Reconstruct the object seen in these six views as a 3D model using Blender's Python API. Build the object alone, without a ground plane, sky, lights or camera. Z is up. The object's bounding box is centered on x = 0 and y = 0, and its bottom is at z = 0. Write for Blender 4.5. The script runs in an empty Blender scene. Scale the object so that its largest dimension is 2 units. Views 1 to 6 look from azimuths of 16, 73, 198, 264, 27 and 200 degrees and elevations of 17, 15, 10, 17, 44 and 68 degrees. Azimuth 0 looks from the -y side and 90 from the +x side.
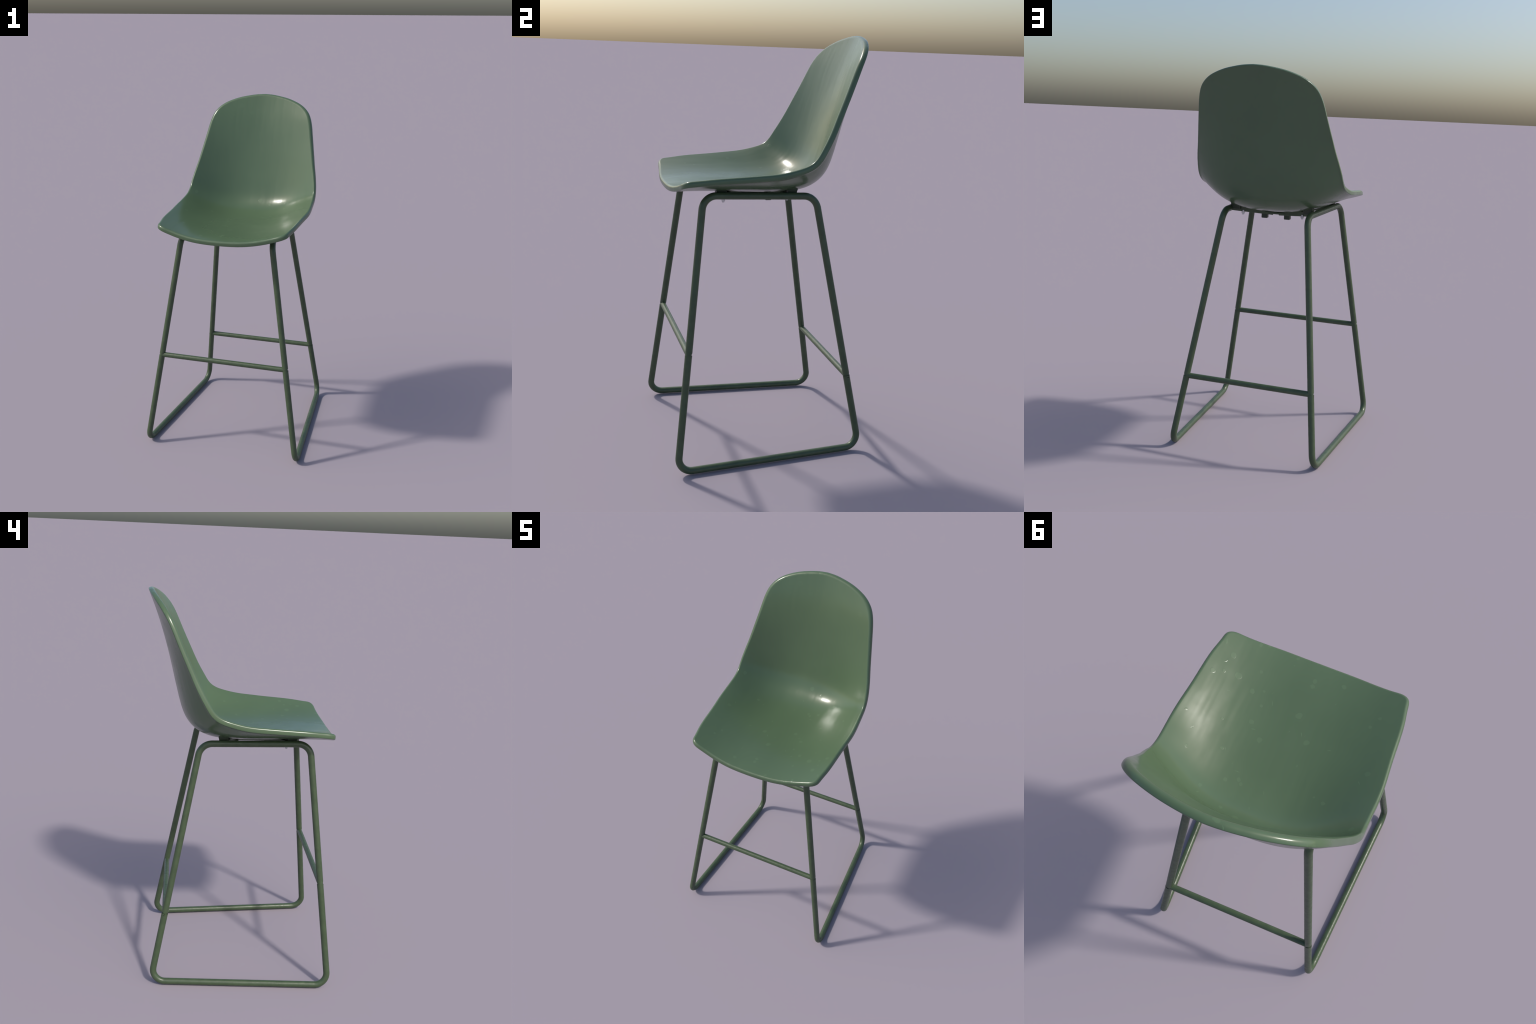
"""Counter-height bar stool: a moulded one-piece green plastic shell on a
sled-base frame of bent steel tube painted the same green."""
import bpy, math
import numpy as np
from mathutils import Vector

# ------------------------------------------------------------------ helpers
def spline(knots, n=1600):
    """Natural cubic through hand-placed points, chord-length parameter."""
    K = np.asarray(knots, float)
    d = np.r_[0, np.cumsum(np.linalg.norm(np.diff(K, axis=0), axis=1))]
    N, h = len(K), np.diff(d)
    A = np.zeros((N, N)); A[0, 0] = A[-1, -1] = 1
    r = np.zeros(K.shape)
    for i in range(1, N - 1):
        A[i, i - 1:i + 2] = h[i - 1], 2 * (h[i - 1] + h[i]), h[i]
        r[i] = 6 * ((K[i + 1] - K[i]) / h[i] - (K[i] - K[i - 1]) / h[i - 1])
    m = np.linalg.solve(A, r)
    t = np.linspace(0, d[-1], n)
    i = np.clip(np.searchsorted(d, t, side="right") - 1, 0, N - 2)
    a, b, hh = (d[i + 1] - t)[:, None], (t - d[i])[:, None], h[i][:, None]
    return (m[i] * a**3 + m[i + 1] * b**3) / (6 * hh) + (K[i] / hh - m[i] * hh / 6) * a + (K[i + 1] / hh - m[i + 1] * hh / 6) * b


def smooth1d(v, s, sigma):
    """Gaussian smoothing of samples v over arc length s (ends held)."""
    step = s[1] - s[0]
    w = int(3 * sigma / step)
    k = np.exp(-0.5 * (np.arange(-w, w + 1) * step / sigma) ** 2); k /= k.sum()
    return np.convolve(np.pad(v, w, mode="edge"), k, mode="valid")


def ramp(x, table):
    """Smooth curve through (x, value) pairs."""
    t = np.array(table, float)
    c = spline(t)
    return np.interp(x, c[:, 0], c[:, 1])


def unit(v):
    return v / np.maximum(np.linalg.norm(v, axis=-1, keepdims=True), 1e-12)


def make(name, verts, faces, material, parent, normals=None, smooth=True):
    me = bpy.data.meshes.new(name)
    me.from_pydata([tuple(map(float, v)) for v in verts], [], faces)
    me.validate()
    me.materials.append(material)
    if smooth:
        me.polygons.foreach_set("use_smooth", [True] * len(me.polygons))
    if normals is not None:
        me.normals_split_custom_set_from_vertices([tuple(map(float, n)) for n in normals])
    ob = bpy.data.objects.new(name, me)
    bpy.context.scene.collection.objects.link(ob)
    ob.parent = parent
    return ob


# ---------------------------------------------------------------- materials
def new_material(name):
    m = bpy.data.materials.new(name); m.use_nodes = True
    nt = m.node_tree
    return m, nt, nt.nodes["Principled BSDF"], nt.nodes.new, nt.links.new


def math_node(nt, op, a, b=None):
    n = nt.nodes.new("ShaderNodeMath"); n.operation = op
    for k, v in enumerate((a, b)):
        if v is None: continue
        if isinstance(v, (int, float)): n.inputs[k].default_value = v
        else: nt.links.new(v, n.inputs[k])
    return n.outputs[0]


def noise(nt, vec, scale, detail=2.0, stretch=None):
    if stretch:
        mp = nt.nodes.new("ShaderNodeMapping"); mp.inputs["Scale"].default_value = stretch
        nt.links.new(vec, mp.inputs[0]); vec = mp.outputs[0]
    n = nt.nodes.new("ShaderNodeTexNoise")
    n.inputs["Scale"].default_value = scale; n.inputs["Detail"].default_value = detail
    nt.links.new(vec, n.inputs["Vector"])
    return n.outputs["Fac"]


def mix_colour(nt, fac, a, b):
    n = nt.nodes.new("ShaderNodeMix"); n.data_type = "RGBA"
    nt.links.new(fac, n.inputs["Factor"])
    ins = [s for s in n.inputs if s.type == "RGBA"]
    for sock, v in zip(ins, (a, b)):
        if isinstance(v, tuple): sock.default_value = (*v, 1)
        else: nt.links.new(v, sock)
    return [s for s in n.outputs if s.type == "RGBA"][0]


def map_range(nt, val, lo, hi, a=0.0, b=1.0):
    n = nt.nodes.new("ShaderNodeMapRange"); n.clamp = True
    nt.links.new(val, n.inputs[0])
    for k, v in zip((1, 2, 3, 4), (lo, hi, a, b)): n.inputs[k].default_value = v
    return n.outputs[0]


GREEN = (0.080, 0.129, 0.069)

def plastic_material():
    m, nt, bsdf, new, link = new_material("moulded_green_plastic")
    co = new("ShaderNodeTexCoord").outputs["Object"]
    # worn marks lie on the sitting side: round spots and short scratches
    nrm = new("ShaderNodeSeparateXYZ"); link(new("ShaderNodeNewGeometry").outputs["Normal"], nrm.inputs[0])
    sitting = map_range(nt, nrm.outputs[2], 0.25, 0.6)
    wob = new("ShaderNodeTexNoise"); wob.inputs["Scale"].default_value = 45.0
    link(co, wob.inputs["Vector"])
    warp = new("ShaderNodeMix"); warp.data_type = "VECTOR"; warp.inputs["Factor"].default_value = 0.012
    vi = [q for q in warp.inputs if q.type == "VECTOR" and q.name in "AB"]
    link(co, vi[0]); link(wob.outputs["Color"], vi[1])
    warped = [q for q in warp.outputs if q.type == "VECTOR"][0]
    vor = new("ShaderNodeTexVoronoi"); vor.inputs["Scale"].default_value = 19.0
    link(warped, vor.inputs["Vector"])
    rnd = new("ShaderNodeSeparateColor"); link(vor.outputs["Color"], rnd.inputs[0])
    keep = math_node(nt, "MULTIPLY", math_node(nt, "GREATER_THAN", rnd.outputs[0], 0.55), sitting)
    size = map_range(nt, rnd.outputs[1], 0, 1, 0.12, 0.27)
    inside = math_node(nt, "SUBTRACT", size, vor.outputs["Distance"])
    spot = math_node(nt, "MULTIPLY", map_range(nt, inside, -0.008, 0.012), keep)
    scratch = None
    for turn, stretch, seed in ((0.5, (75.0, 9.0, 16.0), 1.3), (-0.7, (68.0, 11.0, 16.0), 4.1), (1.7, (80.0, 10.0, 16.0), 7.7)):
        mp = new("ShaderNodeMapping"); mp.vector_type = "TEXTURE"
        mp.inputs["Rotation"].default_value = (0, 0, turn); mp.inputs["Scale"].default_value = tuple(1 / q for q in stretch)
        mp.inputs["Location"].default_value = (seed, seed * .37, 0)
        link(warped, mp.inputs[0])
        v2 = new("ShaderNodeTexVoronoi"); v2.inputs["Scale"].default_value = 1.0
        link(mp.outputs[0], v2.inputs["Vector"])
        r2 = new("ShaderNodeSeparateColor"); link(v2.outputs["Color"], r2.inputs[0])
        one = math_node(nt, "MULTIPLY", map_range(nt, v2.outputs["Distance"], 0.05, 0.11, 1.0, 0.0),
                        math_node(nt, "GREATER_THAN", r2.outputs[0], 0.86))
        scratch = one if scratch is None else math_node(nt, "MAXIMUM", scratch, one)
    scratch = math_node(nt, "MULTIPLY", scratch, sitting)
    tone = map_range(nt, noise(nt, co, 2.2, 3.0), 0.35, 0.68)
    c = mix_colour(nt, tone, tuple(v * 0.95 for v in GREEN), tuple(v * 1.05 for v in GREEN))
    c = mix_colour(nt, math_node(nt, "MULTIPLY", spot, 0.4), c, tuple(v * 1.3 for v in GREEN))
    c = mix_colour(nt, math_node(nt, "MULTIPLY", scratch, 0.4), c, tuple(v * 1.8 for v in GREEN))
    link(c, bsdf.inputs["Base Color"])
    rough = map_range(nt, noise(nt, co, 14.0, 3.0), 0.3, 0.7, 0.19, 0.26)
    link(rough, bsdf.inputs["Roughness"])
    # relief: long soft ripples running up the back, small dents, spots, scratches
    ripple = noise(nt, co, 10.0, 1.0, (2.6, 0.5, 0.5))
    dents = noise(nt, co, 38.0, 1.0)
    h = math_node(nt, "MULTIPLY", ripple, 0.5)
    h = math_node(nt, "ADD", h, math_node(nt, "MULTIPLY", dents, 0.012))
    h = math_node(nt, "ADD", h, math_node(nt, "MULTIPLY", spot, 0.07))
    h = math_node(nt, "SUBTRACT", h, math_node(nt, "MULTIPLY", scratch, 0.08))
    bump = new("ShaderNodeBump"); bump.inputs["Strength"].default_value = 0.5
    bump.inputs["Distance"].default_value = 0.004
    link(h, bump.inputs["Height"]); link(bump.outputs[0], bsdf.inputs["Normal"])
    return m


def paint_material():
    m, nt, bsdf, new, link = new_material("green_powder_coat")
    co = new("ShaderNodeTexCoord").outputs["Object"]
    tone = map_range(nt, noise(nt, co, 26.0, 4.0), 0.35, 0.68)
    base = (0.054, 0.084, 0.041)
    c = mix_colour(nt, tone, tuple(v * 0.9 for v in base), tuple(v * 1.1 for v in base))
    link(c, bsdf.inputs["Base Color"])
    link(map_range(nt, noise(nt, co, 60.0, 2.0), 0.3, 0.7, 0.30, 0.42), bsdf.inputs["Roughness"])
    bump = new("ShaderNodeBump"); bump.inputs["Strength"].default_value = 0.35
    bump.inputs["Distance"].default_value = 0.002
    h = math_node(nt, "ADD", noise(nt, co, 55.0, 2.0), math_node(nt, "MULTIPLY", noise(nt, co, 240.0, 1.0), 0.2))
    link(h, bump.inputs["Height"]); link(bump.outputs[0], bsdf.inputs["Normal"])
    return m


def plain_material(name, colour, rough, metal=0.0):
    m, nt, bsdf, new, link = new_material(name)
    co = new("ShaderNodeTexCoord").outputs["Object"]
    tone = map_range(nt, noise(nt, co, 60.0, 2.0), 0.3, 0.7)
    link(mix_colour(nt, tone, tuple(v * 0.9 for v in colour), tuple(min(v * 1.1, 1) for v in colour)), bsdf.inputs["Base Color"])
    bsdf.inputs["Roughness"].default_value = rough
    bsdf.inputs["Metallic"].default_value = metal
    return m


PLASTIC, PAINT = plastic_material(), paint_material()
RUBBER = plain_material("dark_green_mount_plastic", (0.03, 0.045, 0.025), 0.5)
STEEL = plain_material("zinc_plated_steel", (0.55, 0.57, 0.58), 0.3, 1.0)

stool = bpy.data.objects.new("bar_stool", None)
stool.empty_display_size = 0.3
stool["label"] = "tall green moulded-shell bar stool with tubular sled base"
stool["category"] = "bar stool"
bpy.context.scene.collection.objects.link(stool)

# -------------------------------------------------------------------- shell
# centre line of the sitting surface in (y, z), front edge -> top of the back
PROFILE = [(-.466, 1.297), (-.42, 1.301), (-.36, 1.3025), (-.28, 1.302), (-.18, 1.299), (-.08, 1.296), (.01, 1.2945),
           (.085, 1.297), (.145, 1.305), (.195, 1.3215), (.233, 1.347), (.261, 1.382), (.280, 1.424),
           (.299, 1.485), (.318, 1.555), (.347, 1.669), (.377, 1.775), (.414, 1.888), (.4575, 1.999)]
line = spline(PROFILE, 4000)
arc = np.r_[0, np.cumsum(np.linalg.norm(np.diff(line, axis=0), axis=1))]
LENGTH = arc[-1]
even = np.linspace(0, LENGTH, 4000)
line = np.stack([np.interp(even, arc, line[:, k]) for k in (0, 1)], 1)
tan = unit(np.gradient(line, even, axis=0))
lean = smooth1d(np.arctan2(tan[:, 1], tan[:, 0]), even, 0.17)      # direction the cross-section rises from

# outline of the unrolled shell: (distance along the centre line, half width)
OUTLINE = [(.002, 0), (.003, .07), (.006, .14), (.013, .205), (.021, .262), (.027, .31), (.033, .343),
           (.046, .361), (.072, .3675), (.135, .377), (.22, .384), (.32, .389), (.43, .396), (.51, .395), (.6, .391),
           (.70, .3885), (.78, .385), (.849, .378), (.902, .37), (.955, .36), (1.007, .351), (1.059, .342),
           (1.11, .333), (1.159, .3245), (1.205, .316), (1.246, .305), (1.282, .289), (1.313, .264),
           (1.339, .231), (1.36, .191), (1.377, .148), (1.39, .1), (1.4, .049), (1.404, 0)]
# how far the sides rise above the centre line (at half width 0.39)
RISE = [(0, 0.0661), (0.06, 0.0666), (.14, .0704), (.22, .0762), (.3, .0828), (.38, .0890), (.44, .0942), (.5, .1030),
        (.56, .1148), (.62, .1255), (.68, .1328), (.73, .1343), (.79, .1295), (.85, .1198), (.91, .1116), (0.97, 0.1060),
        (1.03, 0.0996), (1.09, 0.0922), (1.15, 0.0852), (1.205, 0.0802), (1.25, 0.0767), (1.31, 0.0697), (1.404, 0.0647)]
POWER = [(0, 2.4), (.15, 2.6), (.3, 2.62), (.7, 2.62), (.9, 2.28), (1.1, 1.95), (1.25, 1.7), (1.404, 1.7)]
EASE = [(0, .03), (.15, .12), (.3, .15), (.7, .15), (.9, .08), (1.1, .02), (1.25, 0), (1.404, 0)]      # flattening of the rise near the rim
BELLY = [(0, 0), (.12, .003), (.3, .006), (.5, .009), (.65, .012), (.8, .009), (1.0, .004), (1.2, .002), (1.404, .0)]      # extra wall thickness along the middle
THICK, EDGE = 0.0272, 0.005
LIP = [(0, .012), (.3, .011), (.9, .011), (1.2, .016), (1.404, .018)]      # rounding of the upper rim edge


def shell_point(a, x):
    cy, cz = np.interp(a, even, line[:, 0]), np.interp(a, even, line[:, 1])
    over = np.where(a > LENGTH, a - LENGTH, np.where(a < 0, a, 0))
    th = np.interp(a, even, lean)
    t, p, k = np.abs(x) / .39, ramp(a, POWER), ramp(a, EASE)
    lift = ramp(a, RISE) * ((1 + k) * t ** p - k * t ** (p + 6))
    return np.stack([x, cy + over * np.cos(th) - lift * np.sin(th), cz + over * np.sin(th) + lift * np.cos(th)], -1)


def shell_normal(a, x, e=2e-3):
    da = shell_point(a + e, x) - shell_point(a - e, x)
    dx = shell_point(a, x + e) - shell_point(a, x - e)
    return unit(np.cross(dx, da))


def wall_direction(a, x):
    """Direction in which the wall is thick: the surface normal in the middle,
    turning towards the section plane at the rim so that the rim faces sideways."""
    th = np.interp(a, even, lean)
    up = np.stack([np.zeros_like(th), -np.sin(th), np.cos(th)], -1)
    w = np.clip((np.abs(x) / .39) ** 2, 0, 1)[..., None] * .7
    return unit(shell_normal(a, x) * (1 - w) + up * w)


def wall(ax):
    """Wall thickness at unrolled positions."""
    a, x = ax[..., 0], ax[..., 1]
    return THICK + ramp(a, BELLY) * np.clip(1 - np.abs(x / .375) ** 3.5, 0, 1)


def underside(x, y):
    """Height of the shell's lower face above the point (x, y)."""
    a = np.linspace(.02, .7, 400)
    ax = np.stack([a, np.full_like(a, x)], 1)
    p = shell_point(a, ax[:, 1]) - wall_direction(a, ax[:, 1]) * wall(ax)[:, None]
    return float(np.interp(y, p[:, 1], p[:, 2]))


def build_shell():
    half = spline(OUTLINE, 4000)
    d = np.r_[0, np.cumsum(np.linalg.norm(np.diff(half, axis=0), axis=1))]
    M = 240
    t = np.linspace(0, d[-1], M + 1)
    half = np.stack([np.interp(t, d, half[:, k]) for k in (0, 1)], 1)
    half[0, 1] = half[-1, 1] = 0
    loop = np.vstack([half, half[-2:0:-1] * [1, -1]])
    n = len(loop)
    core = np.stack([np.clip(loop[:, 0], .2, 1.2), np.zeros(n)], 1)
    inward = unit(core - loop)
    tang = unit(np.roll(loop, -1, 0) - np.roll(loop, 1, 0))
    perp = np.stack([tang[:, 1], -tang[:, 0]], 1)
    perp *= np.sign((perp * inward).sum(1, keepdims=True))
    edge = loop + perp * (ramp(loop[:, 0], LIP)[:, None] - .007)
    R = 44
    rings = [core + (edge - core) * (1 - (1 - k / R) ** 1.3) for k in range(1, R + 1)]
    up_v, up_n = [], []
    for r in rings:
        w = wall_direction(r[:, 0], r[:, 1])
        up_v.append(shell_point(r[:, 0], r[:, 1]) + w * .0012); up_n.append(w)
    e, en = up_v[-1], up_n[-1]
    out = unit(shell_point(*edge.T) - shell_point(*(edge + perp * 0.002).T))
    out = unit(out - en * (out * en).sum(1, keepdims=True))
    layers = list(up_v); norms = list(up_n)
    lip = ramp(edge[:, 0], LIP)[:, None]
    for k in range(1, 9):
        f = math.pi / 2 * k / 8
        layers.append(e + out * lip * math.sin(f) - en * lip * (1 - math.cos(f)))
        norms.append(out * math.sin(f) + en * math.cos(f))
    for k in range(0, 5):
        f = math.pi / 2 * k / 4
        layers.append(e + out * (lip - EDGE * (1 - math.cos(f))) - en * (THICK - EDGE + EDGE * math.sin(f)))
        norms.append(out * math.cos(f) - en * math.sin(f))
    back = 0
    for v, nn in zip(up_v[::-1], up_n[::-1]):
        layers.append(v - nn * wall(rings[len(rings) - 1 - back])[:, None]); norms.append(-nn); back += 1
    verts = np.vstack(layers); norm = np.vstack(norms)
    faces = []
    for L in range(len(layers) - 1):
        for i in range(n):
            j = (i + 1) % n
            faces.append((L * n + i, L * n + j, (L + 1) * n + j, (L + 1) * n + i))
    # close the two centre seams: strips between mirrored points of the innermost rings
    for base, flip in ((0, False), ((len(layers) - 1) * n, True)):
        for i in range(M):
            q = [base + i, base + i + 1, base + (n - i - 1) % n, base + (n - i) % n]
            q = list(dict.fromkeys(q))
            if len(q) > 2: faces.append(tuple(q if flip else q[::-1]))
    ob = make("seat_shell", verts, faces, PLASTIC, stool)
    me = ob.data
    import bmesh
    bm = bmesh.new(); bm.from_mesh(me)
    bmesh.ops.remove_doubles(bm, verts=bm.verts, dist=1e-5)
    bmesh.ops.recalc_face_normals(bm, faces=bm.faces)
    bm.to_mesh(me); bm.free()
    return ob


build_shell()

# -------------------------------------------------------------------- frame
TUBE = 0.0168
FRONT_FOOT, BACK_FOOT = Vector((.455, -.4735, .0168)), Vector((.392, .4525, .0168))
FRONT_TOP, BACK_TOP = Vector((.264, -.333, 1.277)), Vector((.230, .214, 1.260))
JOINT_FRONT, JOINT_BACK = 0.563, 0.384         # height of the foot rests


def fillet_path(corners, radii, closed=True):
    """Polyline with rounded corners; returns list of (point, segment tag)."""
    pts = []
    n = len(corners)
    for i in range(n):
        p, a, b = corners[i], corners[i - 1], corners[(i + 1) % n]
        u, v = (a - p).normalized(), (b - p).normalized()
        ang = u.angle(v)
        cut = radii[i] / math.tan(ang / 2)
        c = p + (u + v).normalized() * (radii[i] / math.sin(ang / 2))
        s, e = p + u * cut - c, p + v * cut - c
        steps = 14
        tot = s.angle(e)
        for k in range(steps + 1):
            f = k / steps
            q = s * (math.sin((1 - f) * tot) / math.sin(tot)) + e * (math.sin(f * tot) / math.sin(tot))
            pts.append((c + q, i))
    return pts


def tube(path, radii, sides=28, closed=False):
    """Sweep a circle along a path with parallel transport frames."""
    P = np.array([tuple(p) for p in path])
    if closed:
        T = unit(np.roll(P, -1, 0) - np.roll(P, 1, 0))
    else:
        T = unit(np.gradient(P, axis=0))
    ref = np.array([1.0, 0, 0]) if abs(T[0][0]) < .9 else np.array([0, 0, 1.0])
    verts, norms = [], []
    for p, t, r in zip(P, T, radii):
        a = unit(ref - t * (ref @ t)); b = np.cross(t, a); ref = a
        for k in range(sides):
            w = 2 * math.pi * k / sides
            nn = a * math.cos(w) + b * math.sin(w)
            verts.append(p + nn * r); norms.append(nn)
    return np.array(verts), np.array(norms), sides


def side_frame(sign):
    flip = lambda v: Vector((v.x * sign, v.y, v.z))
    corners = [flip(v) for v in (FRONT_FOOT, FRONT_TOP, BACK_TOP, BACK_FOOT)]
    raw = fillet_path(corners, [.062, .068, .072, .062])
    # resample straight runs so that the sleeve joints can be shaped
    dense, tags = [], []
    n = len(raw)
    for i in range(n):
        p, tag = raw[i]; q, tag2 = raw[(i + 1) % n]
        run = (q - p).length
        steps = max(1, int(run / 0.02)) if run > 0.05 else 1
        for k in range(steps):
            dense.append(p.lerp(q, k / steps)); tags.append((tag, tag2, k))
    # insert rings around the joints on both legs
    path, radius, part = [], [], []
    gaps = [(-.012, 1.0), (-.007, 1.03), (-.004, 1.0), (-.002, .80), (.001, .78), (.003, .88), (.006, .97), (.011, 1.0)]
    m = len(dense)
    for i in range(m):
        p, q = dense[i], dense[(i + 1) % m]
        tag = tags[i]
        kind = "runner"
        if tag[0] == 0 and tag[1] == 1: kind = "leg_front"
        elif tag[0] == 1 and tag[1] == 2: kind = "rail"
        elif tag[0] == 2 and tag[1] == 3: kind = "leg_back"
        elif tag[0] == tag[1]: kind = "bend%d" % tag[0]
        path.append(p); radius.append(TUBE); part.append(kind)
        h = {"leg_front": JOINT_FRONT, "leg_back": JOINT_BACK}.get(kind)
        if h is not None and (p.z - h) * (q.z - h) <= 0:
            f = (h - p.z) / (q.z - p.z)
            j = p.lerp(q, f); d = (q - p).normalized()
            up = 1 if q.z > p.z else -1
            seq = gaps if up > 0 else gaps[::-1]
            path.pop(); radius.pop(); part.pop()
            for off, rr in seq:
                path.append(j + d * (off * up)); radius.append(TUBE * rr); part.append(kind)
    # start the loop in the middle of the runner so that parts are contiguous
    start = next(i for i, k in enumerate(part) if k == "runner")
    path, radius, part = path[start:] + path[:start], radius[start:] + radius[:start], part[start:] + part[:start]
    V, N, S = tube(path, radius, closed=True)
    m = len(path)
    def owner(k):
        return {"bend0": "leg_front", "bend1": "leg_front", "bend2": "leg_back", "bend3": "leg_back"}.get(part[k], part[k])
    groups = {}
    for k in range(m):
        groups.setdefault(owner(k), []).append(k)
    # last ring joins first ring: find twist so that the seam closes
    first, last = V[:S], V[-S:]
    twist = min(range(S), key=lambda w: np.linalg.norm(np.roll(first, -w, 0) - last))
    for kind, name in (("leg_front", "leg"), ("leg_back", "leg"), ("rail", "seat_rail"), ("runner", "runner")):
        segs = groups[kind]
        verts, norms, faces, index = [], [], [], {}
        def ring(k, tw=0):
            if (k, tw) not in index:
                index[(k, tw)] = len(verts)
                o = [(w + tw) % S for w in range(S)]
                verts.extend(V[k * S + w] for w in o); norms.extend(N[k * S + w] for w in o)
            return index[(k, tw)]
        for k in segs:
            a = ring(k)
            b = ring((k + 1) % m, twist if k == m - 1 else 0)
            for w in range(S):
                x = (w + 1) % S
                faces.append((a + w, a + x, b + x, b + w))
        make(name, verts, faces, PAINT, stool, norms)


side_frame(1)
side_frame(-1)


def point_on_leg(foot, top, z):
    return foot.lerp(top, (z - foot.z) / (top.z - foot.z))


for foot, top, z in ((FRONT_FOOT, FRONT_TOP, JOINT_FRONT), (BACK_FOOT, BACK_TOP, JOINT_BACK)):
    p = point_on_leg(foot, top, z)
    xs = np.linspace(-p.x, p.x, 41)
    V, N, S = tube([Vector((x, p.y, p.z)) for x in xs], [.0147] * 41, 24)
    faces = []
    for k in range(40):
        for w in range(S):
            x = (w + 1) % S
            faces.append((k * S + w, k * S + x, (k + 1) * S + x, (k + 1) * S + w))
    make("footrest", V, faces, PAINT, stool, N)


# ------------------------------------------------ fittings below the seat
def rounded_box(name, size, centre, material, bevel=.003, top_scale=(1, 1), parent=stool):
    import bmesh
    bm = bmesh.new()
    bmesh.ops.create_cube(bm, size=1)
    for v in bm.verts:
        s = top_scale if v.co.z > 0 else (1, 1)
        v.co = Vector((v.co.x * size[0] * s[0], v.co.y * size[1] * s[1], v.co.z * size[2]))
    bmesh.ops.bevel(bm, geom=list(bm.edges), offset=bevel, segments=3, profile=.5, affect="EDGES")
    me = bpy.data.meshes.new(name); bm.to_mesh(me); bm.free()
    me.materials.append(material)
    ob = bpy.data.objects.new(name, me); ob.location = centre; ob.parent = parent
    bpy.context.scene.collection.objects.link(ob)
    return ob


def rail_x(y):
    f = (y - FRONT_TOP.y) / (BACK_TOP.y - FRONT_TOP.y)
    p = FRONT_TOP.lerp(BACK_TOP, f)
    return p.x, p.z


def strut(name, a, b, width, height, material):
    """Flat bar from a to b (centre points), rounded edges."""
    a, b = Vector(a), Vector(b)
    d = b - a
    ob = rounded_box(name, (d.length, width, height), (a + b) / 2, material, .002)
    ob.rotation_euler = d.to_track_quat("X", "Z").to_euler()
    return ob


import bmesh
bolt = bpy.data.meshes.new("bolt")
bm = bmesh.new()
bmesh.ops.create_cone(bm, cap_ends=True, segments=6, radius1=.0095, radius2=.0095, depth=.010)
bmesh.ops.create_cone(bm, cap_ends=True, segments=20, radius1=.006, radius2=.006, depth=.024)
bm.to_mesh(bolt); bm.free(); bolt.materials.append(STEEL)

for y, hub_y in ((-.245, -.11), (.100, .02)):
    x, z = rail_x(y)
    for s in (1, -1):
        # pad that carries the shell, spreading towards it
        px = x - .036
        top, bottom = underside(px, y) + .012, z - .004
        rounded_box("seat_mount", (.044, .036, top - bottom), (s * px, y, (top + bottom) / 2), RUBBER, .004, (1.3, 1.5))
        # arm of the spider bracket, sinking towards the middle
        strut("bracket_arm", (s * (x - .004), y, z + .001), (s * .02, hub_y, 1.246), .03, .026, PAINT)
        ob = bpy.data.objects.new("bolt", bolt); ob.parent = stool
        ob.location = (s * (x - .07), y + (-.008 if y > 0 else .022), 1.243)
        bpy.context.scene.collection.objects.link(ob)
rounded_box("bracket_plate", (.15, .19, .012), (0, -.045, 1.2455), PAINT, .003)
for s in (1, -1):
    rounded_box("stacking_bumper", (.032, .03, .03), (s * .064, .028, 1.229), RUBBER, .004)
